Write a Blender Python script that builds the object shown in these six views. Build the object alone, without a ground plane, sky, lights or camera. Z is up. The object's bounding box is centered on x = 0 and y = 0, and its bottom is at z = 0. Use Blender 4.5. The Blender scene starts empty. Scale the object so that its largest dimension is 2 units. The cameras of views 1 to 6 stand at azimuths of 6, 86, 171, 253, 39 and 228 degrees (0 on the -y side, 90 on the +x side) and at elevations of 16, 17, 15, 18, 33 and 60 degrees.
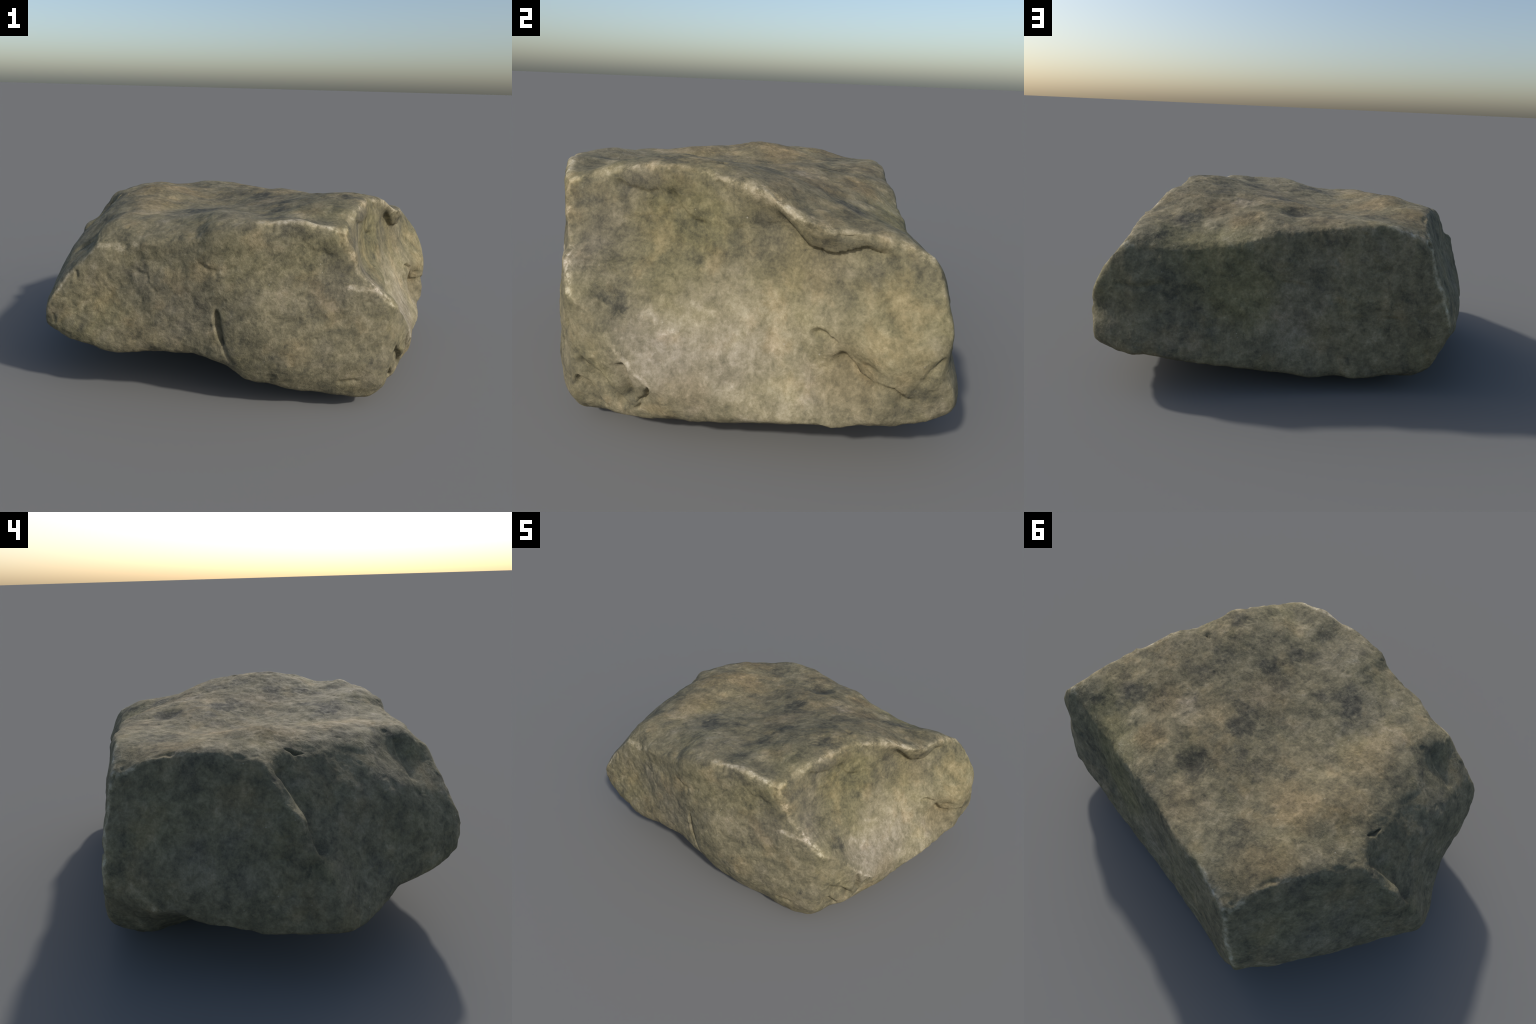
import bpy, bmesh, math
import numpy as np
from mathutils import Vector
from mathutils.geometry import delaunay_2d_cdt

# ---------------------------------------------------------------- the block
# The boulder is a split block: a wavy bedding plane on top, five broken
# faces round it, a chipped lower corner and an undercut left end.
# Its arrises (the lines where two faces meet) are given as short polylines.
F   = (.476, -.600, .785)     # top corner, front / right
TL  = (-.526, -.628, .687)    # top corner, front / left
SCT = (-.542, -.530, .742)    # crest of the scooped chip beside it
TR  = (.856, .500, .660)      # top corner, back / right
BL  = (-.492, .639, .701)     # top corner, back / left
SH  = (-.690, .162, .778)     # where the left rim runs out into a shoulder
NOSE = (-1.0, -.026, .227)    # toe of the left end
LFL = (-.770, -.632, .325)    # lower corner, front / left
FRB = (.620, -.555, .052)     # lower corner, front / right
CHIP = (.707, -.561, .478)    # top of the chipped corner
CHB = (.828, -.249, .133)     # where the chip meets the foot
RBB = (.981, .552, .258)      # lower corner, back / right
BLB = (-.592, .715, .303)     # lower corner, back / left

ARRIS = {
 'front_crest': [TL, (-.43,-.638,.690), (-.317,-.660,.724), (-.226,-.657,.733), (-.106,-.662,.755), (-.039,-.680,.784),
                 (.034,-.675,.800), (.109,-.662,.821), (.150,-.655,.829), (.20,-.645,.825), (.265,-.637,.837),
                 (.319,-.627,.832), (.367,-.620,.818), (.429,-.616,.804), F],
 'right_rim': [F, (.494,-.505,.809), (.506,-.473,.824), (.521,-.436,.835), (.540,-.376,.840), (.561,-.33,.850), (.580,-.28,.858),
               (.590,-.242,.849), (.597,-.169,.848), (.618,-.111,.837), (.645,-.07,.826), (.680,-.027,.814), (.700,.023,.806),
               (.711,.046,.793), (.735,.070,.769), (.760,.100,.747), (.777,.137,.738), (.788,.16,.734), (.802,.185,.725),
               (.815,.212,.713), (.820,.254,.707), (.818,.30,.715), (.823,.361,.709), (.830,.407,.700), (.839,.438,.684), TR],
 'back_crest': [TR, (.805,.500,.648), (.742,.503,.648), (.67,.513,.645), (.577,.525,.638), (.483,.530,.650), (.422,.538,.661),
                (.328,.545,.675), (.257,.554,.703), (.19,.559,.724), (.112,.561,.731), (.002,.575,.750), (-.087,.585,.765),
                (-.142,.592,.772), (-.229,.596,.775), (-.292,.599,.774), (-.357,.603,.763), (-.399,.620,.747), (-.446,.628,.726), BL],
 'left_rim': [BL, (-.505,.599,.712), (-.51,.548,.738), (-.514,.51,.756), (-.525,.469,.768), (-.543,.426,.781), (-.597,.336,.790),
              (-.648,.244,.786), (-.67,.204,.783), SH],
 'shoulder': [SH, (-.665,.07,.778), (-.636,-.04,.775), (-.610,-.185,.768), (-.580,-.33,.756), (-.548,-.454,.728), SCT],
 'scoop_edge': [SCT, (-.532,-.575,.716), TL],
 'left_ridge': [SH, (-.735,.14,.748), (-.772,.115,.69), (-.803,.095,.64), (-.860,.061,.602), (-.870,.047,.545), (-.888,.05,.512),
                (-.930,.012,.44), (-.968,-.024,.378), NOSE],
 'front_left': [TL, (-.583,-.637,.617), (-.631,-.635,.589), (-.695,-.650,.515), (-.736,-.660,.444), (-.752,-.656,.42),
                (-.763,-.650,.38), LFL],
 'front_foot': [LFL, (-.702,-.652,.29), (-.641,-.658,.270), (-.537,-.669,.250), (-.459,-.670,.234), (-.341,-.673,.246),
                (-.224,-.676,.260), (-.14,-.670,.254), (-.039,-.682,.239), (.033,-.673,.199), (.099,-.656,.144), (.141,-.657,.133),
                (.207,-.660,.137), (.284,-.635,.100), (.392,-.620,.088), (.464,-.616,.079), (.56,-.596,.066), FRB],
 'chip_foot': [FRB, (.660,-.50,.066), (.702,-.46,.085), (.738,-.434,.098), (.754,-.384,.092), (.775,-.334,.094), (.794,-.297,.106), CHB],
 'right_foot': [CHB, (.846,-.157,.134), (.870,-.098,.154), (.883,-.035,.157), (.902,-.004,.172), (.926,.084,.180),
                (.944,.171,.186), (.950,.236,.174), (.960,.273,.180), (.976,.304,.204), (.984,.365,.212), (.980,.456,.210),
                (.983,.500,.222), RBB],
 'back_foot': [RBB, (.966,.566,.249), (.938,.583,.236), (.812,.628,.206), (.696,.639,.196), (.614,.641,.176), (.524,.647,.158),
               (.381,.653,.143), (.235,.659,.121), (.12,.660,.105), (.04,.664,.084), (-.074,.661,.092), (-.157,.672,.078),
               (-.247,.681,.084), (-.38,.696,.109), (-.50,.700,.128), (-.548,.708,.20), BLB],
 'left_foot': [BLB, (-.623,.661,.285), (-.652,.625,.280), (-.675,.591,.262), (-.702,.552,.266), (-.74,.48,.266), (-.758,.443,.242),
               (-.78,.403,.230), (-.804,.357,.217), (-.825,.32,.219), (-.855,.256,.205), (-.876,.204,.194), (-.924,.107,.206),
               (-.965,.031,.222), NOSE],
 'toe_foot': [NOSE, (-.988,-.103,.231), (-.945,-.175,.228), (-.895,-.246,.231), (-.849,-.351,.275), (-.836,-.406,.277),
              (-.818,-.487,.290), (-.803,-.556,.302), (-.792,-.60,.315), LFL],
 'front_right': [F, (.484,-.606,.770), (.496,-.601,.729), (.525,-.590,.681), (.536,-.590,.635), (.579,-.587,.589),
                 (.633,-.584,.549), (.672,-.575,.511), CHIP],
 'chip_corner': [CHIP, (.703,-.559,.418), (.706,-.558,.357), (.715,-.560,.28), (.712,-.562,.20), (.69,-.558,.115), FRB],
 'chip_edge': [CHIP, (.751,-.477,.425), (.775,-.435,.368), (.80,-.389,.31), (.818,-.345,.268), (.833,-.304,.228), (.834,-.272,.18), CHB],
 'back_right': [TR, (.886,.513,.622), (.920,.507,.586), (.943,.508,.557), (.966,.530,.497), (.985,.525,.458), (.987,.517,.415),
                (.980,.518,.385), (.985,.535,.33), (.985,.55,.285), RBB],
 'back_left': [BL, (-.498,.648,.673), (-.513,.677,.563), (-.529,.687,.519), (-.547,.695,.481), (-.571,.700,.427), (-.585,.708,.368), BLB],
}
# how crisp each arris has stayed (1 knife edge, 0 worn round)
CRISP = dict(front_crest=.75, right_rim=.9, back_crest=.75, left_rim=.85, shoulder=.1, scoop_edge=.85, left_ridge=.8, front_left=.93,
             front_foot=.75, chip_foot=.8, right_foot=.8, back_foot=.7, left_foot=.9, toe_foot=.6, front_right=.93,
             chip_corner=.6, chip_edge=.85, back_right=.75, back_left=.8)

# each face: its border (arris names, '-' = run backwards), the two axes it
# is flattest along, and points that give its hollows and swells
FACES = {
 'top': (['front_crest', 'right_rim', 'back_crest', 'left_rim', 'shoulder', 'scoop_edge'], 'xy',
   [(-.416,-.568,.760), (-.329,.037,.790), (.068,.342,.776), (.255,-.469,.822), (.576,.294,.750), (.540,-.106,.862),
    (-.327,-.603,.747), (-.47,.20,.813), (-.07,-.09,.766), (.2,.16,.811), (-.15,.45,.784), (-.09,-.37,.806), (.30,-.25,.850),
    (.70,.15,.762), (.38,.40,.745), (-.45,-.22,.800), (.15,-.57,.820), (-.42,.45,.772), (-.565,.22,.802), (-.60,.05,.795),
    (-.20,.12,.757), (-.26,.31,.772), (-.48,-.02,.815), (.0,-.54,.832), (.41,-.43,.842), (.42,-.26,.870), (.50,.02,.838),
    (.60,.10,.812), (.47,.12,.814), (-.28,-.22,.774), (.2,-.05,.812), (.1,-.25,.80), (.18,.42,.776), (.0,.44,.777), (-.10,.36,.784),
    (-.15,-.52,.797), (-.22,-.48,.785), (.355,-.54,.810), (-.33,-.10,.779), (-.47,.49,.766), (.5,.34,.735), (.35,-.03,.838), (.04,.25,.798), (-.49,.08,.830), (-.49,-.44,.774), (.70,.480,.673), (.78,.482,.670), (.29,.20,.800), (.18,-.42,.808)]),
 'front': (['-front_crest', 'front_left', 'front_foot', '-chip_corner', '-front_right'], 'xz',
   [(-.024,-.694,.44), (.161,-.677,.727), (.216,-.669,.71), (.554,-.635,.28), (-.608,-.659,.418), (.002,-.695,.655),
    (-.289,-.676,.524), (-.361,-.669,.44), (.507,-.619,.564), (.016,-.701,.301), (-.2,-.682,.38),
    (.13,-.716,.45), (.19,-.708,.33), (.29,-.692,.21), (.33,-.682,.38), (.60,-.624,.17), (.1,-.69,.58), (.33,-.655,.60), (.39,-.635,.655), (-.28,-.660,.67), (.03,-.698,.58)]),
 'right': (['-right_rim', 'front_right', 'chip_edge', 'right_foot', '-back_right'], 'yz',
   [(.823,.099,.373), (.840,.297,.532), (.727,-.309,.399), (.620,-.222,.582), (.655,-.313,.540), (.681,-.129,.538),
    (.746,.046,.504), (.825,.258,.545), (.611,-.158,.71), (.646,-.092,.692), (.578,-.423,.586), (.718,-.414,.427), (.598,-.365,.566),
    (.768,.167,.664), (.818,.293,.676), (.722,.086,.738), (.798,.232,.652), (.856,.183,.439), (.895,.249,.412), (.915,.31,.325),
    (.945,.36,.455), (.992,.395,.385), (.976,.355,.415), (1.0,.455,.36), (.980,.45,.262), (.984,.38,.275), (.978,.335,.270), (.935,.28,.25), (.802,.19,.52), (.69,-.21,.475), (.528,-.44,.752), (.778,-.355,.35), (.868,-.03,.25),
    (.862,-.14,.215)]),
 'chip': (['-chip_edge', 'chip_corner', 'chip_foot'], 'yz',
   [(.745,-.51,.274), (.768,-.445,.215), (.728,-.542,.22), (.800,-.325,.18), (.733,-.495,.21), (.715,-.530,.43)]),
 'back': (['-back_crest', 'back_right', 'back_foot', '-back_left'], 'xz',
   [(.868,.550,.535), (.78,.582,.508), (.69,.574,.49), (.634,.572,.453), (.45,.584,.46), (.2,.604,.45), (0.,.636,.43), (-.25,.662,.45), (-.03,.652,.35), (.945,.553,.34),
    (.8,.608,.33), (.45,.622,.28), (0.,.638,.23), (-.35,.682,.28), (-.15,.648,.47), (.60,.592,.38)]),
 'left': (['-left_rim', 'back_left', 'left_foot', '-left_ridge'], 'yz',
   [(-.72,.37,.5), (-.622,.57,.50), (-.81,.2,.48), (-.78,.40,.36), (-.875,.19,.33), (-.672,.59,.36)]),
 'left_front': (['left_ridge', 'toe_foot', '-front_left', '-scoop_edge', '-shoulder'], 'yz',
   [(-.698,.077,.735), (-.78,.046,.652), (-.590,-.490,.672), (-.682,-.464,.621), (-.762,-.22,.625), (-.728,-.28,.655), (-.828,-.3,.42),
    (-.668,-.2,.718), (-.785,-.43,.505), (-.585,-.55,.662), (-.830,-.105,.515), (-.872,-.115,.425), (-.818,.015,.592), (-.755,-.04,.645)]),
 'underside': (['front_foot', 'chip_foot', 'right_foot', 'back_foot', 'left_foot', 'toe_foot'], 'xy',
   [(.45,-.35,.02), (.3,-.1,.005), (.0,.2,0.), (-.38,.45,.0), (.6,.1,.025), (.75,.2,.09), (.72,-.1,.073), (-.6,.2,.12), (-.78,0.,.16), (-.4,-.4,.182),
    (-.2,-.3,.13), (.1,-.4,.09), (0.,-.48,.165), (.3,.4,.06), (.58,-.46,.048), (-.505,.655,.09), (-.49,.58,.045), (.85,.2,.14)]),
}

def build_cage():
    """faces triangulated between their arrises -> one closed polyhedron"""
    bm = bmesh.new()
    vert = {}
    def vid(p):
        k = tuple(round(c, 4) for c in p)
        if k not in vert: vert[k] = bm.verts.new(k)
        return vert[k]
    for name, (border, axes, inner) in FACES.items():
        loop = []
        for b in border:
            pts = ARRIS[b.lstrip('-')]
            pts = pts[::-1] if b[0] == '-' else pts
            assert not loop or loop[-1] == pts[0], (name, b)
            loop += pts[1:] if loop else pts
        assert loop[0] == loop[-1], name
        loop = loop[:-1]
        i, j = 'xyz'.index(axes[0]), 'xyz'.index(axes[1])
        pts = loop + inner
        flat = [Vector((p[i], p[j])) for p in pts]
        n = len(loop)
        _, _, tris, orig, _, _ = delaunay_2d_cdt(flat, [(k, (k+1) % n) for k in range(n)], [], 1, 1e-6)
        for t in tris:
            f = [vid(pts[orig[k][0]]) for k in t]
            same = bm.faces.get(f)          # a sliver claimed from both sides cancels out
            if same: bm.faces.remove(same)
            else: bm.faces.new(f)
    bmesh.ops.delete(bm, geom=[e for e in bm.edges if not e.link_faces], context='EDGES')
    bmesh.ops.recalc_face_normals(bm, faces=bm.faces)
    open_edges = [e for e in bm.edges if len(e.link_faces) != 2]
    assert not open_edges, [tuple(v.co for v in e.verts) for e in open_edges][:6]
    me = bpy.data.meshes.new('boulder')
    bm.to_mesh(me); bm.free()
    return me

# ------------------------------------------------------------ numeric tools
def coords(me):
    a = np.empty(len(me.vertices) * 3); me.vertices.foreach_get('co', a); return a.reshape(-1, 3)
def normals(me):
    a = np.empty(len(me.vertices) * 3); me.vertices.foreach_get('normal', a); return a.reshape(-1, 3)
def put(me, P):
    me.vertices.foreach_set('co', np.ascontiguousarray(P).ravel()); me.update()
def edges(me):
    a = np.empty(len(me.edges) * 2, int); me.edges.foreach_get('vertices', a); return a.reshape(-1, 2)

def dist_line(P, line):
    """distance to a polyline, and the nearest segment's offset and direction"""
    best = np.full(len(P), 1e9); off = np.zeros_like(P); tan = np.zeros_like(P); par = np.zeros(len(P))
    line = np.array(line); n = len(line) - 1
    for k in range(n):
        a, b = line[k], line[k+1]; t = b - a
        u = np.clip((P - a) @ t / (t @ t), 0, 1)
        o = P - (a + u[:, None] * t); d = np.linalg.norm(o, axis=1); m = d < best
        best[m] = d[m]; off[m] = o[m]; tan[m] = t / np.linalg.norm(t); par[m] = (k + u[m]) / n
    return best, off, tan, par

def relax(P, E, w, n):
    deg = np.bincount(E.ravel(), minlength=len(P))[:, None]
    for _ in range(n):
        S = np.stack([np.bincount(E[:, 0], P[E[:, 1], c], len(P)) + np.bincount(E[:, 1], P[E[:, 0], c], len(P)) for c in range(3)], 1)
        P = P + w[:, None] * (S / deg - P)
    return P

rng = np.random.default_rng(7)
GRAD = rng.normal(size=(512, 3)); GRAD /= np.linalg.norm(GRAD, axis=1)[:, None]
PERM = np.concatenate([rng.permutation(512)] * 3)
def noise(P):
    """gradient noise, about -1..1"""
    I = np.floor(P).astype(int); f = P - I; u = f*f*f*(f*(f*6-15)+10); I &= 511; r = 0
    for dx in (0, 1):
        for dy in (0, 1):
            for dz in (0, 1):
                h = PERM[PERM[PERM[I[:, 0]+dx & 511] + I[:, 1]+dy & 511] + I[:, 2]+dz & 511] & 511
                g = ((f - (dx, dy, dz)) * GRAD[h]).sum(1)
                r = r + g * (u[:, 0] if dx else 1-u[:, 0]) * (u[:, 1] if dy else 1-u[:, 1]) * (u[:, 2] if dz else 1-u[:, 2])
    return r * 1.6
def fbm(P, scale, octaves, gain=.5):
    s = 0; a = 1
    for k in range(octaves):
        s = s + a * noise(P * scale + 17.3 * k); scale *= 2.07; a *= gain
    return s

def smoothstep(a, b, x):
    t = np.clip((x - a) / (b - a), 0, 1); return t*t*(3-2*t)

def sides(me):
    """which broken side each polygon belongs to: 0 top, 1 front, 2 right, 3 back, 4 left, 5 underside"""
    n = np.empty(len(me.polygons) * 3); me.polygons.foreach_get('normal', n); n = n.reshape(-1, 3)
    c = np.empty(len(me.polygons) * 3); me.polygons.foreach_get('center', c); c = c.reshape(-1, 3)
    s = np.stack([n[:, 2] + .15, -n[:, 1], n[:, 0], n[:, 1], -n[:, 0], -n[:, 2]], 1).argmax(1)
    return s, c

def apply_modifiers(ob):
    dg = bpy.context.evaluated_depsgraph_get()
    me = bpy.data.meshes.new_from_object(ob.evaluated_get(dg))
    old = ob.data; ob.modifiers.clear(); ob.data = me; bpy.data.meshes.remove(old)
    return me

# ------------------------------------------------------------ surface relief
# (kind, line, half width, depth): a groove is cut in evenly; a fold has a steep
# wall on the left hand of its line and a slow ramp on the right (an overlapping
# scar of the break); a notch is a groove with a flat floor
RELIEF = [
 # the front: split below the belly, flake scars, chips at the left end
 ('notch', [(-.026,-.694,.465), (-.021,-.694,.42), (-.010,-.694,.37), (.002,-.694,.325), (.008,-.694,.305)], .014, .027),
 ('groove', [(.004,-.694,.32), (.018,-.694,.285), (.05,-.68,.22)], .010, .012),
 ('groove', [(-.026,-.694,.47), (.0,-.694,.495), (.02,-.694,.51)], .010, .006),
 ('fold', [(-.377,-.655,.609), (-.308,-.672,.591), (-.304,-.673,.553), (-.267,-.677,.513)], .012, .005),
 ('fold', [(-.09,-.688,.657), (-.049,-.691,.631), (.003,-.692,.632), (.068,-.689,.656)], .014, .006),
 ('groove', [(.198,-.645,.827), (.193,-.655,.807), (.192,-.664,.781)], .009, .008),
 ('groove', [(.482,-.635,.151), (.534,-.632,.157), (.569,-.628,.161)], .007, .008),
 ('groove', [(-.62,-.644,.585), (-.617,-.652,.549)], .008, .010),
 ('groove', [(-.729,-.658,.39), (-.726,-.654,.337)], .009, .008),
 ('groove', [(-.679,-.657,.30), (-.655,-.661,.297)], .008, .008),
 ('fold', [(.30,-.655,.77), (.36,-.645,.72), (.44,-.63,.70)], .014, .004),
 ('fold', [(-.52,-.655,.56), (-.47,-.66,.50), (-.45,-.668,.42)], .012, .003),
 # the right break: lip under the rim, ledge at the lower corner, scars
 ('fold', [(.710,.060,.745), (.724,.102,.708), (.733,.126,.683), (.748,.157,.663), (.765,.191,.655), (.781,.235,.654),
           (.798,.278,.666), (.811,.313,.675), (.823,.35,.661), (.839,.392,.663)], .026, .021),
 ('fold', [(.844,.157,.419), (.854,.179,.436), (.864,.201,.432), (.869,.224,.421), (.879,.247,.407)], .018, .020),
 ('fold', [(.885,.25,.390), (.893,.263,.362), (.895,.31,.328), (.922,.356,.313), (.955,.386,.322), (.955,.417,.297), (.975,.447,.280)], .024, .022),
 ('groove', [(.916,.308,.359), (.946,.345,.355), (.968,.383,.346), (.981,.426,.341)], .009, .007),
 ('groove', [(.975,.435,.31), (.984,.449,.332), (.993,.47,.372), (.993,.492,.394), (.987,.515,.409)], .012, .014),
 ('groove', [(.613,-.545,.568), (.607,-.472,.558), (.601,-.415,.56), (.601,-.357,.572)], .006, .005),
 ('groove', [(.623,-.221,.583), (.631,-.278,.567), (.657,-.313,.538)], .007, .006),
 ('fold', [(.59,-.255,.786), (.593,-.23,.728), (.604,-.192,.694), (.625,-.142,.687)], .016, .008),
 ('fold', [(.525,-.435,.80), (.547,-.399,.785), (.572,-.338,.775), (.583,-.296,.780)], .016, .008),
 ('groove', [(.62,-.119,.82), (.64,-.09,.79)], .010, .008),
 ('fold', [(.715,-.352,.414), (.724,-.303,.401)], .012, .006),
 # the chipped corner: three overlapping plates and the cracks at their feet
 ('fold', [(.727,-.53,.292), (.739,-.49,.252), (.761,-.438,.215), (.766,-.408,.176), (.774,-.383,.130)], .022, .027),
 ('fold', [(.715,-.55,.212), (.724,-.520,.19), (.730,-.490,.15), (.735,-.455,.105)], .020, .024),
 ('fold', [(.801,-.395,.302), (.797,-.37,.24), (.790,-.359,.164)], .018, .022),
 ('notch', [(.826,-.311,.228), (.805,-.328,.185), (.785,-.353,.158)], .008, .022),
 ('notch', [(.793,-.335,.158), (.775,-.371,.120)], .006, .016),
 # the top and the left end
 ('notch', [(-.410,-.545,.775), (-.418,-.60,.75)], .006, .016),
 ('notch', [(-.640,.036,.785), (-.656,.005,.767), (-.652,-.031,.762)], .008, .018),
 ('notch', [(.540,-.092,.857), (.500,-.1,.856)], .006, .012),
 ('fold', [(-.905,-.005,.455), (-.868,.015,.54), (-.80,.035,.63), (-.742,.07,.70), (-.715,.095,.735)], .028, .020),
 ('fold', [(-.70,-.464,.60), (-.63,-.464,.665), (-.575,-.458,.71), (-.535,-.47,.74)], .024, .010),
 # the back
 ('groove', [(.901,.552,.497), (.803,.583,.489), (.739,.583,.495), (.675,.568,.507)], .016, .009),
 ('fold', [(-.564,.697,.444), (-.51,.701,.425), (-.474,.70,.379), (-.449,.697,.348)], .014, .009),
 ('groove', [(-.30,.672,.365), (-.375,.682,.361)], .008, .006),
 ('fold', [(-.24,.638,.564), (-.273,.64,.582), (-.323,.645,.592)], .010, .006),
 ('fold', [(.176,.595,.516), (.097,.604,.513), (.057,.609,.502)], .012, .007),
 ('fold', [(-.055,.606,.648), (-.091,.616,.604)], .012, .006),
 ('groove', [(-.479,.711,.192), (-.494,.71,.222)], .008, .008),
 ('fold', [(-.202,.613,.743), (-.188,.619,.687)], .012, .006),
]
PITS = [((.823,.099,.373), .008, .008), ((-.635,-.03,.79), .03, .006), ((.068,.342,.772), .045, .014), ((.576,.294,.745), .06, .008), ((.530,-.106,.858), .012, .012)]

def build_boulder():
    me = build_cage()
    ob = bpy.data.objects.new('boulder', me)
    bpy.context.scene.collection.objects.link(ob)
    m = ob.modifiers.new('skin', 'REMESH'); m.mode = 'VOXEL'; m.voxel_size = .0115
    me = apply_modifiers(ob)
    P = coords(me); E = edges(me)
    # wear: faces relaxed smooth between the arrises, arrises by their crispness
    w = np.full(len(P), .6)
    for name, line in ARRIS.items():
        box = np.array(line); m = ((P > box.min(0) - .05) & (P < box.max(0) + .05)).all(1)
        d = np.full(len(P), 1.); d[m] = dist_line(P[m], line)[0]
        w = np.minimum(w, .6 * (1 - CRISP[name] * np.exp(-(d / .014) ** 2)))
    goal = np.array(sorted({p for l in ARRIS.values() for p in l} | {p for f in FACES.values() for p in f[2]}))
    near = np.array([((P - g) ** 2).sum(1).argmin() for g in goal])
    P = relax(P, E, w, 60)
    for sig in (.09, .05):           # bring the worn surface back through the given points
        Q = P[near]; D = ((Q[:, None] - Q[None]) ** 2).sum(2)
        K = np.exp(-D / (2 * sig ** 2)) + .08 * np.eye(len(Q))
        C = np.linalg.solve(K, goal - Q)
        for s in range(0, len(P), 20000):
            d2 = ((P[s:s+20000, None] - Q[None]) ** 2).sum(2)
            P[s:s+20000] += np.exp(-d2 / (2 * sig ** 2)) @ C
    P = relax(P, E, np.minimum(w, .35), 4)
    if 'DEBUG' in globals():
        e = {tuple(g): np.linalg.norm(P[n] - g) for g, n in zip(goal, near)}
        for k, l in ARRIS.items(): print('RES', k, round(np.mean([e[p] for p in l]), 4), round(max(e[p] for p in l), 4))
        for k, f in FACES.items(): print('RES', k, round(np.mean([e[p] for p in f[2]]), 4), round(max(e[p] for p in f[2]), 4))
    put(me, P)
    m = ob.modifiers.new('fine', 'SUBSURF'); m.levels = m.render_levels = 1
    me = apply_modifiers(ob)
    P = coords(me); N = normals(me)
    # broken-stone relief, finer and finer
    where = smoothstep(-.3, .6, fbm(P + 2.2, 3., 2))          # rough here, smoother there
    h = .005 * fbm(P, 4.5, 2) + (.001 + .0035 * where) * fbm(P + 3.1, 12., 2) + (.0004 + .0013 * where) * fbm(P + 9.2, 34., 3, .6)
    h -= .007 * where * np.abs(noise(P * 5.3 + 31)) - .0012          # broken planes meeting at creases and ribs
    h += .0045 * (1 - .5 * where) * np.abs(noise(P * 10.5 + 57)) - .0009
    pit = noise(P * 27 + 71); h -= .0030 * smoothstep(.50, .80, pit)
    h += .0022 * noise(P * (24, 24, 4) + 13) * smoothstep(.3, .8, N[:, 1])       # combed down the back
    h -= h.mean()
    pock = fbm(P + 5.5, 11., 2)
    h -= .0035 * smoothstep(.35, .95, pock)
    for name in ('front_crest', 'right_rim', 'front_right', 'front_left', 'left_rim', 'back_left', 'chip_edge', 'back_right'):
        box = np.array(ARRIS[name]); m = ((P > box.min(0) - .04) & (P < box.max(0) + .04)).all(1)
        d = dist_line(P[m], ARRIS[name])[0]
        h[m] -= .010 * np.exp(-(d / .016) ** 2) * smoothstep(.15, .65, noise(P[m] * 15 + 5))      # nicks along the arrises
    wob = P + .006 * np.stack([noise(P * 30 + c) for c in (0, 40, 80)], 1)
    for kind, line, wd, dp in RELIEF:
        box = np.array(line); pad = 4 * wd + .02
        m = ((wob > box.min(0) - pad) & (wob < box.max(0) + pad)).all(1)
        d, off, tan, par = dist_line((P + (wob - P) * (.35 if kind == 'fold' else .8))[m], line)
        fade = smoothstep(-.02, .12, par) * smoothstep(1.02, .88, par)
        if kind == 'groove': cut = np.exp(-(d / wd) ** 2)
        elif kind == 'notch': cut = np.exp(-(d / (wd * (.25 + .75 * np.sin(np.pi * np.clip(par * .85 + .12, 0, 1))))) ** 4)
        else:
            left = (np.cross(tan, off) * N[m]).sum(1) > 0
            cut = np.where(left, np.exp(-(d / (.35 * wd)) ** 2), np.exp(-(d / (1.5 * wd)) ** 2))
        h[m] -= dp * fade * cut
    for c, r, dp in PITS:
        d = np.linalg.norm(P - c, axis=1); h -= dp * np.exp(-(d / r) ** 2)
    P = P + N * h[:, None]
    P[:, 2] -= P[:, 2].min()
    put(me, P)
    me.polygons.foreach_set('use_smooth', np.ones(len(me.polygons), bool)); me.update()
    return ob

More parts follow.
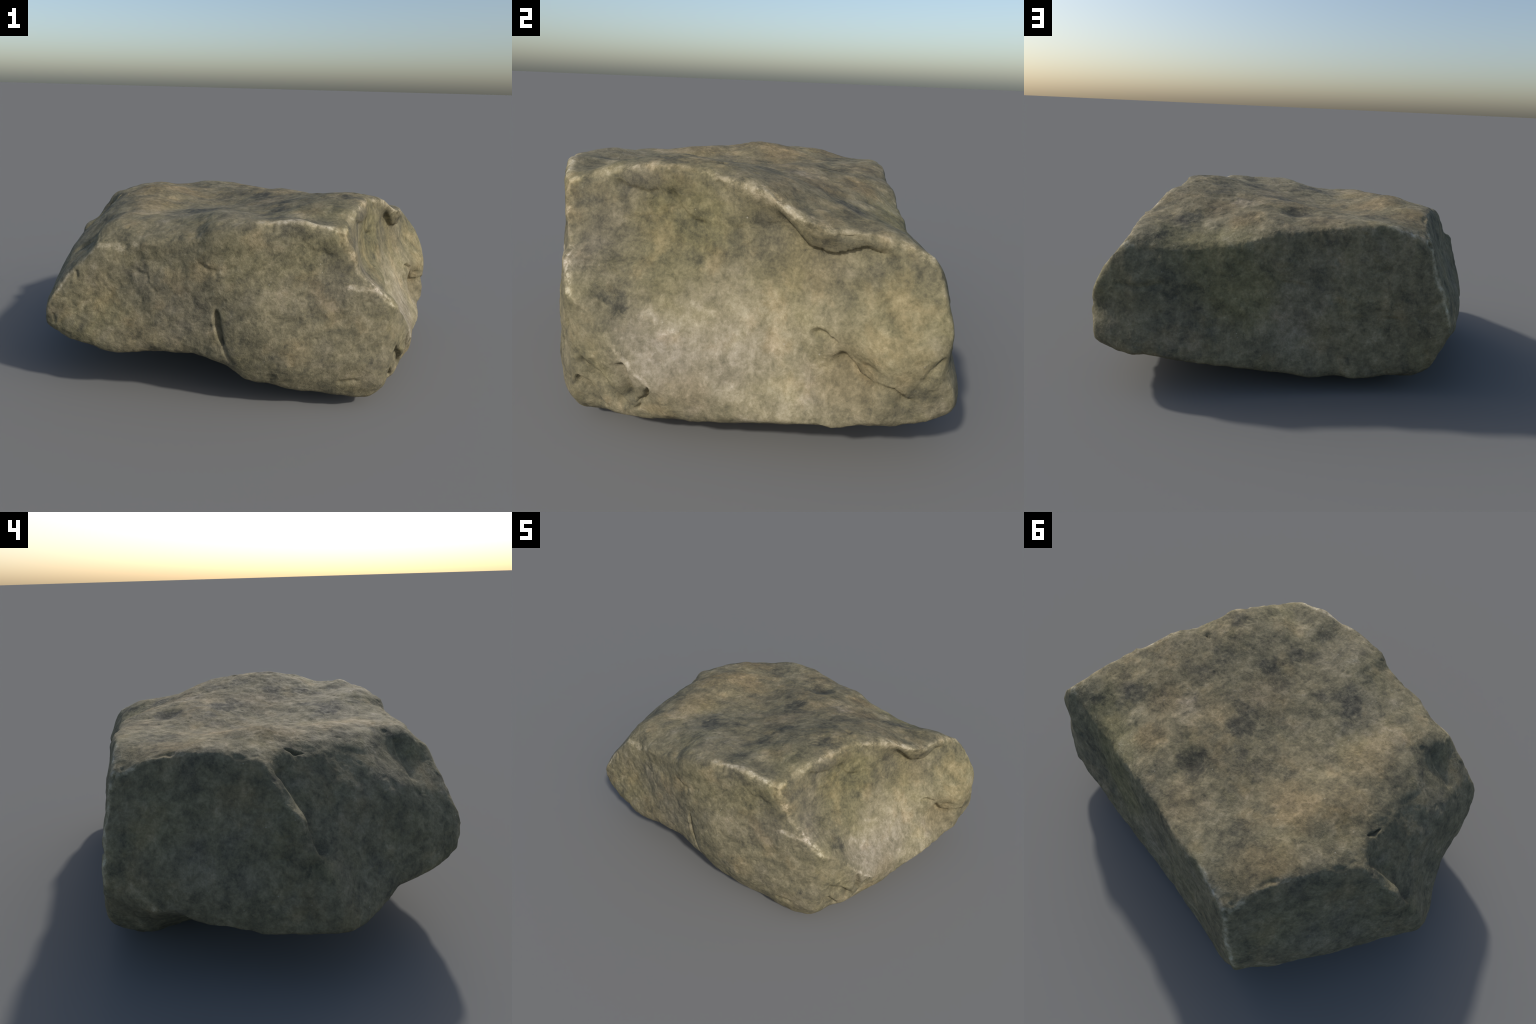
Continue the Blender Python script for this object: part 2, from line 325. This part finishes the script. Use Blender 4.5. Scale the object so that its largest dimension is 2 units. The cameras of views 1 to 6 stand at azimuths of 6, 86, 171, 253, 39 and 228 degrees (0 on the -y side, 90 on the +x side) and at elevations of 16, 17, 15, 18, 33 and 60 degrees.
# ---------------------------------------------------------------- the stone
class Nodes:
    """small helper to write shader maths as expressions"""
    def __init__(s, tree): s.t = tree
    def new(s, kind, **kw):
        n = s.t.nodes.new('ShaderNode' + kind)
        for k, v in kw.items(): setattr(n, k, v)
        return n
    def feed(s, n, i, v):
        if isinstance(v, bpy.types.NodeSocket): s.t.links.new(v, n.inputs[i])
        elif v is not None: n.inputs[i].default_value = v
    def math(s, op, a, b=None, c=None, clamp=False):
        n = s.new('Math', operation=op, use_clamp=clamp)
        for i, v in enumerate((a, b, c)): s.feed(n, i, v)
        return n.outputs[0]
    def vec(s, op, a, b=None, scale=None, out=0):
        n = s.new('VectorMath', operation=op)
        s.feed(n, 0, a); s.feed(n, 1, b)
        if scale is not None: s.feed(n, 3, scale)
        return n.outputs[out]
    def noise(s, v, scale, detail=4, rough=.55, dist=0., out=0):
        n = s.new('TexNoise'); s.feed(n, 0, v)
        n.inputs['Scale'].default_value = scale; n.inputs['Detail'].default_value = detail
        n.inputs['Roughness'].default_value = rough; n.inputs['Distortion'].default_value = dist
        return n.outputs[out]
    def ramp(s, v, lo, hi, a=0., b=1., smooth=True):
        n = s.new('MapRange', interpolation_type='SMOOTHSTEP' if smooth else 'LINEAR')
        for i, x in enumerate((v, lo, hi, a, b)): s.feed(n, i, x)
        return n.outputs[0]
    def mix(s, f, a, b, mode='MIX'):
        n = s.new('Mix', data_type='RGBA', blend_type=mode)
        s.feed(n, 0, f); s.feed(n, 6, a); s.feed(n, 7, b)
        return n.outputs[2]
    def spot(s, v, centre, radius, amount):
        d = s.vec('DISTANCE', v, centre, out=1)
        return s.ramp(d, radius * 1.35, radius * .25, 0., amount)
    def after(s, v, done):
        """the same point, but evaluated after 'done' (keeps the shader's working memory small)"""
        return s.vec('ADD', v, s.vec('SCALE', (1e-6, 1e-6, 1e-6), scale=done))
    def spots(s, v, rows):
        total = 0.
        for k, (centre, radius, amount) in enumerate(rows):
            if k and k % 6 == 0: v = s.after(v, total)
            total = s.math('ADD', total, s.spot(v, centre, radius, amount))
        return total
    def line(s, v, pts):
        """distance to a polyline"""
        best = None
        for a, b in zip(pts, pts[1:]):
            a, b = Vector(a), Vector(b); t = b - a
            r = s.vec('SUBTRACT', v, a)
            u = s.math('MULTIPLY', s.vec('DOT_PRODUCT', r, t, out=1), 1 / t.dot(t), clamp=True)
            off = s.vec('SUBTRACT', r, s.vec('SCALE', tuple(t), scale=u))
            d = s.vec('LENGTH', off, out=1)
            best = d if best is None else s.math('MINIMUM', best, d)
        return best

# where the blotches sit: (centre, radius, strength)
DARK = [   # grey-black lichen and damp patches on the bedding plane
 ((.078,.342,.766), .075, 1.), ((.569,.305,.746), .09, .8), ((.485,-.275,.873), .09, .7), ((.39,-.097,.841), .10, .6),
 ((.208,-.234,.826), .10, .8), ((.186,-.354,.82), .07, .8), ((-.104,-.494,.785), .07, .9), ((-.153,-.36,.781), .10, .8),
 ((-.053,-.294,.788), .08, .7), ((.062,.028,.795), .13, .6), ((-.205,-.287,.781), .08, .6), ((-.271,.381,.771), .085, .7),
 ((-.133,.336,.765), .08, .6), ((-.022,.191,.777), .07, .5), ((-.22,.07,.765), .08, .6), ((.697,.436,.685), .07, .6),
 ((-.51,-.419,.767), .08, .6), ((-.62,-.137,.771), .09, .4), ((.662,.083,.788), .07, .5), ((.191,-.60,.827), .06, .6),
 ((-.221,-.513,.762), .07, .5), ((.385,.036,.817), .09, .7), ((.075,.139,.792), .10, .5), ((-.283,.46,.775), .06, .4),
 ((.728,.265,.732), .07, .5), ((.188,-.517,.818), .09, .5), ((-.55,.118,.816), .06, .4), ((-.166,-.646,.743), .06, .4),
 # dark patches on the broken sides
 ((-.05,-.693,.668), .12, .35), ((.107,-.697,.56), .12, .25), ((.384,-.68,.43), .10, .35), ((.412,-.651,.60), .06, .35),
 ((.550,-.629,.138), .07, .2), ((.696,-.418,.458), .085, .8), ((.543,-.40,.79), .05, .5), ((.617,-.185,.637), .09, .35),
 ((.89,.291,.31), .12, .3), ((.868,.393,.594), .08, .25), ((.61,.57,.455), .12, .4), ((-.143,.636,.395), .14, .3), ((-.325,.648,.521), .10, .3),
]
PALE = [
 ((.468,.377,.741), .05, .8), ((.299,.202,.805), .06, .4), ((-.009,-.457,.821), .09, .4), ((.263,-.467,.828), .06, .5),
 ((.366,.49,.707), .07, .5), ((-.38,-.386,.79), .09, .5), ((-.42,.14,.805), .07, .5), ((.187,.108,.811), .06, .4), ((-.395,-.228,.805), .09, .3),
 ((.184,-.692,.56), .10, .35), ((.553,-.636,.278), .03, .8), ((.161,-.677,.727), .03, .7), ((.216,-.669,.71), .025, .6), ((.001,-.694,.658), .03, .4),
 ((-.605,-.662,.42), .025, .5), ((.507,-.619,.564), .03, 1.),
 ((.743,-.089,.438), .18, .75), ((.77,.057,.461), .14, .7), ((.765,-.313,.339), .13, .65), ((.804,-.174,.283), .15, .75), ((.88,.038,.24), .16, .75), ((.87,.2,.35), .16, .3),
 ((.848,.291,.526), .03, .5), ((.711,-.239,.455), .09, .4), ((.94,.40,.45), .16, .5),
 ((-.661,.598,.321), .03, .9), ((-.642,.615,.345), .025, .7), ((-.684,.577,.286), .035, .8), ((-.751,.413,.407), .05, .3), ((.861,.578,.34), .05, .5),
 ((.121,.629,.318), .16, .3), ((-.205,.662,.278), .10, .3), ((-.962,-.03,.375), .05, .4),
]
WARM = [
 ((-.35,.1,1.0), .36, .6), ((.1,.3,1.0), .34, .5), ((.1,-.2,1.03), .30, .35), ((.5,.15,1.0), .32, .5),  # weathered bedding plane
 ((-.395,-.228,.805), .13, .8), ((.31,.396,.755), .08, .8), ((-.393,.161,.805), .11, .9), ((-.453,.468,.786), .12, .7), ((-.384,-.386,.782), .10, .5),
 ((-.045,.502,.767), .12, .6), ((-.274,.158,.771), .08, .5), ((.187,.108,.811), .10, .5), ((-.485,.381,.799), .10, .6), ((.421,.239,.787), .11, .7),
 ((.124,-.101,.806), .12, .5), ((.485,-.2,.86), .12, .4), ((-.52,.0,.81), .1, .5), ((-.344,-.679,.305), .12, .4), ((.312,-.699,.297), .07, .5), ((-.525,-.659,.489), .10, .35),
 ((.742,.15,.608), .12, .4), ((.832,-.192,.233), .08, .4), ((.89,.291,.31), .14, .5), ((.55,-.629,.138), .1, .3), ((.70,.30,.735), .1, .4),
]
OLIVE = [
 ((.605,-.176,.769), .12, .8), ((.603,-.267,.621), .17, .9), ((.641,-.104,.697), .12, .8), ((.927,.404,.502), .20, .8), ((.711,-.239,.455), .12, .5),
 ((.33,-.653,.705), .12, .6), ((.065,-.69,.701), .10, .5), ((.464,-.424,.858), .10, .5), ((.46,-.63,.76), .08, .6), ((.593,.452,.678), .12, .8),
 ((.441,.571,.529), .18, .9), ((.311,.59,.46), .18, .9), ((.498,.521,.649), .12, .8), ((-.926,.001,.438), .06, .7), ((-.634,.488,.561), .12, .5),
 ((-.475,.709,.197), .10, .5), ((.755,-.482,.289), .10, .5), ((.366,.49,.707), .10, .5), ((.75,.10,.50), .15, .4), ((-.60,-.65,.4), .15, .4),
]
GREY = [
 ((.765,-.313,.339), .15, .9), ((.804,-.174,.283), .14, .7), ((.549,-.468,.645), .09, .8), ((.61,-.53,.56), .09, .9), ((.802,-.039,.337), .10, .5),
 ((.44,-.648,.54), .11, .8), ((-.106,-.687,.441), .14, .7), ((-.283,-.673,.552), .12, .5), ((.041,-.494,.827), .12, .8), ((.299,.202,.805), .08, .7),
 ((-.193,-.395,.778), .14, .5), ((.121,.629,.318), .2, .6), ((.009,.606,.524), .15, .4), ((.651,.616,.291), .18, .6), ((-.75,.35,.45), .2, .5),
 ((-.839,-.153,.429), .2, .4),
]
# arrises knocked or rubbed pale, plus one wide paler band along the rim lip: (line, width, strength)
WORN = [
 ([(.145,-.655,.829), (.265,-.637,.837), (.319,-.627,.832), (.367,-.620,.818), (.45,-.61,.80)], .018, .8),
 ([F, (.497,-.601,.729), (.525,-.590,.681), (.536,-.590,.635), (.579,-.587,.589)], .013, .7),
 ([(.500,-.601,.725), (.52,-.592,.69)], .022, 1.),
 ([(.579,-.587,.589), (.633,-.584,.549), CHIP], .018, 1.),
 ([(.507,-.619,.564), (.57,-.605,.56), (.633,-.584,.549)], .012, .6),
 ([CHIP, (.751,-.477,.425), (.80,-.389,.31), (.833,-.304,.228)], .008, .45),
 ([F, (.509,-.473,.827), (.540,-.376,.845), (.582,-.28,.868), (.600,-.169,.855), (.662,-.026,.815)], .017, .75),
 ([(.662,-.026,.815), (.697,.025,.802), (.752,.107,.752), (.80,.182,.730), (.836,.313,.727)], .026, .8),  # wide paler band along the rim lip
 ([(.844,.358,.719), (.853,.41,.706), TR], .028, .85),
 ([TL, (-.43,-.638,.690), (-.36,-.655,.71)], .014, .6),
 ([(-.43,-.638,.690), (-.42,-.636,.684)], .024, .8),
 ([SCT, TL, (-.631,-.635,.589), (-.736,-.660,.444), (-.763,-.650,.38)], .008, .6),
 ([(.80,.49,.65), TR, (.920,.507,.586), (.985,.525,.458)], .012, .4),
 ([BL, (-.514,.51,.756), (-.543,.426,.781), (-.597,.336,.790)], .012, .7),
 ([(-.30,.60,.774), (-.399,.620,.747), BL, (-.498,.648,.673), (-.513,.677,.563), (-.571,.700,.427), BLB], .014, .7),
 ([(-.803,.095,.64), (-.860,.061,.602), (-.870,.047,.545)], .008, .35),
 ([(-.56,-.46,.71), (-.62,-.46,.66), (-.682,-.464,.621)], .010, .4),
 ([(-.70,.552,.266), (-.758,.443,.242)], .010, .6),
 ([(.16,.561,.737), (.0,.575,.750), (-.2,.594,.774)], .008, .3),
]

def stone(name, near):
    """sandstone for one side of the block, with the patches that reach it"""
    near = near[::9]
    def reach(rows):
        return [(c, r * (.82 if rows is DARK else 1.), a) for c, r, a in rows if np.linalg.norm(near - c, axis=1).min() < r * 1.35 + .05]
    dark_rows, pale_rows, warm_rows, olive_rows, grey_rows = map(reach, (DARK, PALE, WARM, OLIVE, GREY))
    worn_rows = [r for r in WORN if dist_line(near, r[0])[0].min() < r[1] * 1.5 + .04]
    mat = bpy.data.materials.new(name); mat.use_nodes = True
    t = mat.node_tree; N = Nodes(t)
    bsdf = t.nodes['Principled BSDF']
    P = N.new('TexCoord').outputs['Object']
    # ragged outlines for every patch
    shift = N.vec('SUBTRACT', N.noise(P, 9., 5, .65, out=1), (.5, .5, .5))
    W = N.vec('ADD', P, N.vec('SCALE', shift, scale=.16))
    fine = N.vec('SUBTRACT', N.noise(P, 30., 4, .6, out=1), (.5, .5, .5))
    L = N.vec('ADD', P, N.vec('SCALE', fine, scale=.030))

    broad = N.noise(P, 2.3, 4, .55)
    mottle = N.noise(W, 12., 6, .62)
    clots = N.noise(P, 26., 6, .68, .4)
    grain = N.noise(P, 85., 5, .72)
    pepper = N.noise(P, 210., 2, .6)

    ragged = N.math('MULTIPLY', N.math('SUBTRACT', N.noise(P, 15., 6, .7), .5), 1.9)
    soft = N.math('MINIMUM', N.spots(W, dark_rows), 1.)
    dark = N.ramp(N.math('ADD', soft, ragged), .30, .85)
    dark = N.math('MULTIPLY', dark, N.math('MULTIPLY', soft, 2.2, clamp=True))
    pale = N.math('MINIMUM', N.spots(W, pale_rows), 1.)
    worn = 0.
    for k, (pts, width, amount) in enumerate(worn_rows):
        if k: L = N.after(L, worn)
        band = N.ramp(N.line(L, pts), width * 1.5, width * .2, 0., amount)
        worn = N.math('MAXIMUM', worn, band)
    worn = N.math('MULTIPLY', worn, N.ramp(N.noise(P, 16., 5, .75), .38, .57, .08, 1.))

    # lightness, about 0..1
    v = N.math('MULTIPLY_ADD', N.math('SUBTRACT', broad, .5), .36, .43)
    v = N.math('MULTIPLY_ADD', N.math('SUBTRACT', mottle, .5), .78, v)
    v = N.math('MULTIPLY_ADD', N.math('SUBTRACT', clots, .5), .72, v)
    v = N.math('MULTIPLY_ADD', N.math('SUBTRACT', grain, .5), .52, v)
    v = N.math('MULTIPLY_ADD', N.math('SUBTRACT', pepper, .5), .10, v)
    clumpy = N.ramp(N.noise(P, 34., 5, .7), .40, .60, .45, 1.15)
    v = N.math('MULTIPLY_ADD', N.math('MULTIPLY', dark, clumpy), -.17, v)
    v = N.math('MULTIPLY_ADD', soft, -.085, v)
    v = N.math('MULTIPLY_ADD', pale, .215, v)
    v = N.math('MULTIPLY_ADD', worn, .50, v)

    ramp = N.new('ValToRGB'); e = ramp.color_ramp.elements
    e[0].position = 0.; e[0].color = (.040, .038, .028, 1)
    e[1].position = 1.; e[1].color = (.50, .45, .335, 1)
    for pos, col in ((.22, (.080, .074, .050, 1)), (.45, (.160, .142, .086, 1)), (.62, (.235, .205, .128, 1)), (.80, (.33, .29, .195, 1))):
        k = e.new(pos); k.color = col
    t.links.new(v, ramp.inputs[0]); col = ramp.outputs[0]

    def tint(col, rows, colour, scale, lo, hi, most, base):
        f = N.math('ADD', N.math('MULTIPLY', N.spots(W, rows), .8), N.ramp(N.noise(P, scale, 5, .6), lo, hi, 0., base))
        f = N.math('MULTIPLY', N.math('MINIMUM', f, 1.), most)
        return N.mix(f, col, N.mix(1., col, colour, 'MULTIPLY'))
    col = tint(col, warm_rows, (1.10, .97, .84, 1), 6., .52, .68, .9, .5)
    col = tint(col, olive_rows, (1.0, 1.01, .80, 1), 5., .52, .66, .75, .35)
    col = tint(col, grey_rows, (1.0, 1.0, 1.17, 1), 7., .52, .68, .8, .5)
    col = N.mix(N.math('MULTIPLY', dark, .6), col, N.mix(1., col, (.98, 1.0, 1.04, 1), 'MULTIPLY'))
    # quartz flecks
    fleck = N.new('TexVoronoi'); N.feed(fleck, 0, P); fleck.inputs['Scale'].default_value = 42.
    isle = N.math('MULTIPLY', N.ramp(fleck.outputs['Distance'], .16, .05), N.ramp(N.noise(P, 17., 2), .60, .68))
    col = N.mix(N.math('MULTIPLY', isle, .55), col, (.42, .39, .31, 1))

    t.links.new(col, bsdf.inputs['Base Color'])
    bsdf.inputs['Specular IOR Level'].default_value = .3
    t.links.new(N.ramp(clots, .3, .7, .92, .74), bsdf.inputs['Roughness'])
    relief = N.math('MULTIPLY_ADD', grain, .55, N.math('MULTIPLY', clots, 1.))
    bump = N.new('Bump'); bump.inputs['Strength'].default_value = .55; bump.inputs['Distance'].default_value = .008
    t.links.new(relief, bump.inputs['Height']); t.links.new(bump.outputs[0], bsdf.inputs['Normal'])
    return mat

boulder = build_boulder()
side, centre = sides(boulder.data)
for k, name in enumerate(('bedding_plane', 'front_break', 'right_break', 'back_break', 'left_break', 'underside')):
    boulder.data.materials.append(stone('sandstone_' + name, centre[side == k] if k < 5 else np.full((9, 3), 9.)))
boulder.data.polygons.foreach_set('material_index', side.astype(np.int32))
boulder['label'] = 'split grey-brown sandstone boulder with a flat mottled top'
boulder['category'] = 'rock'
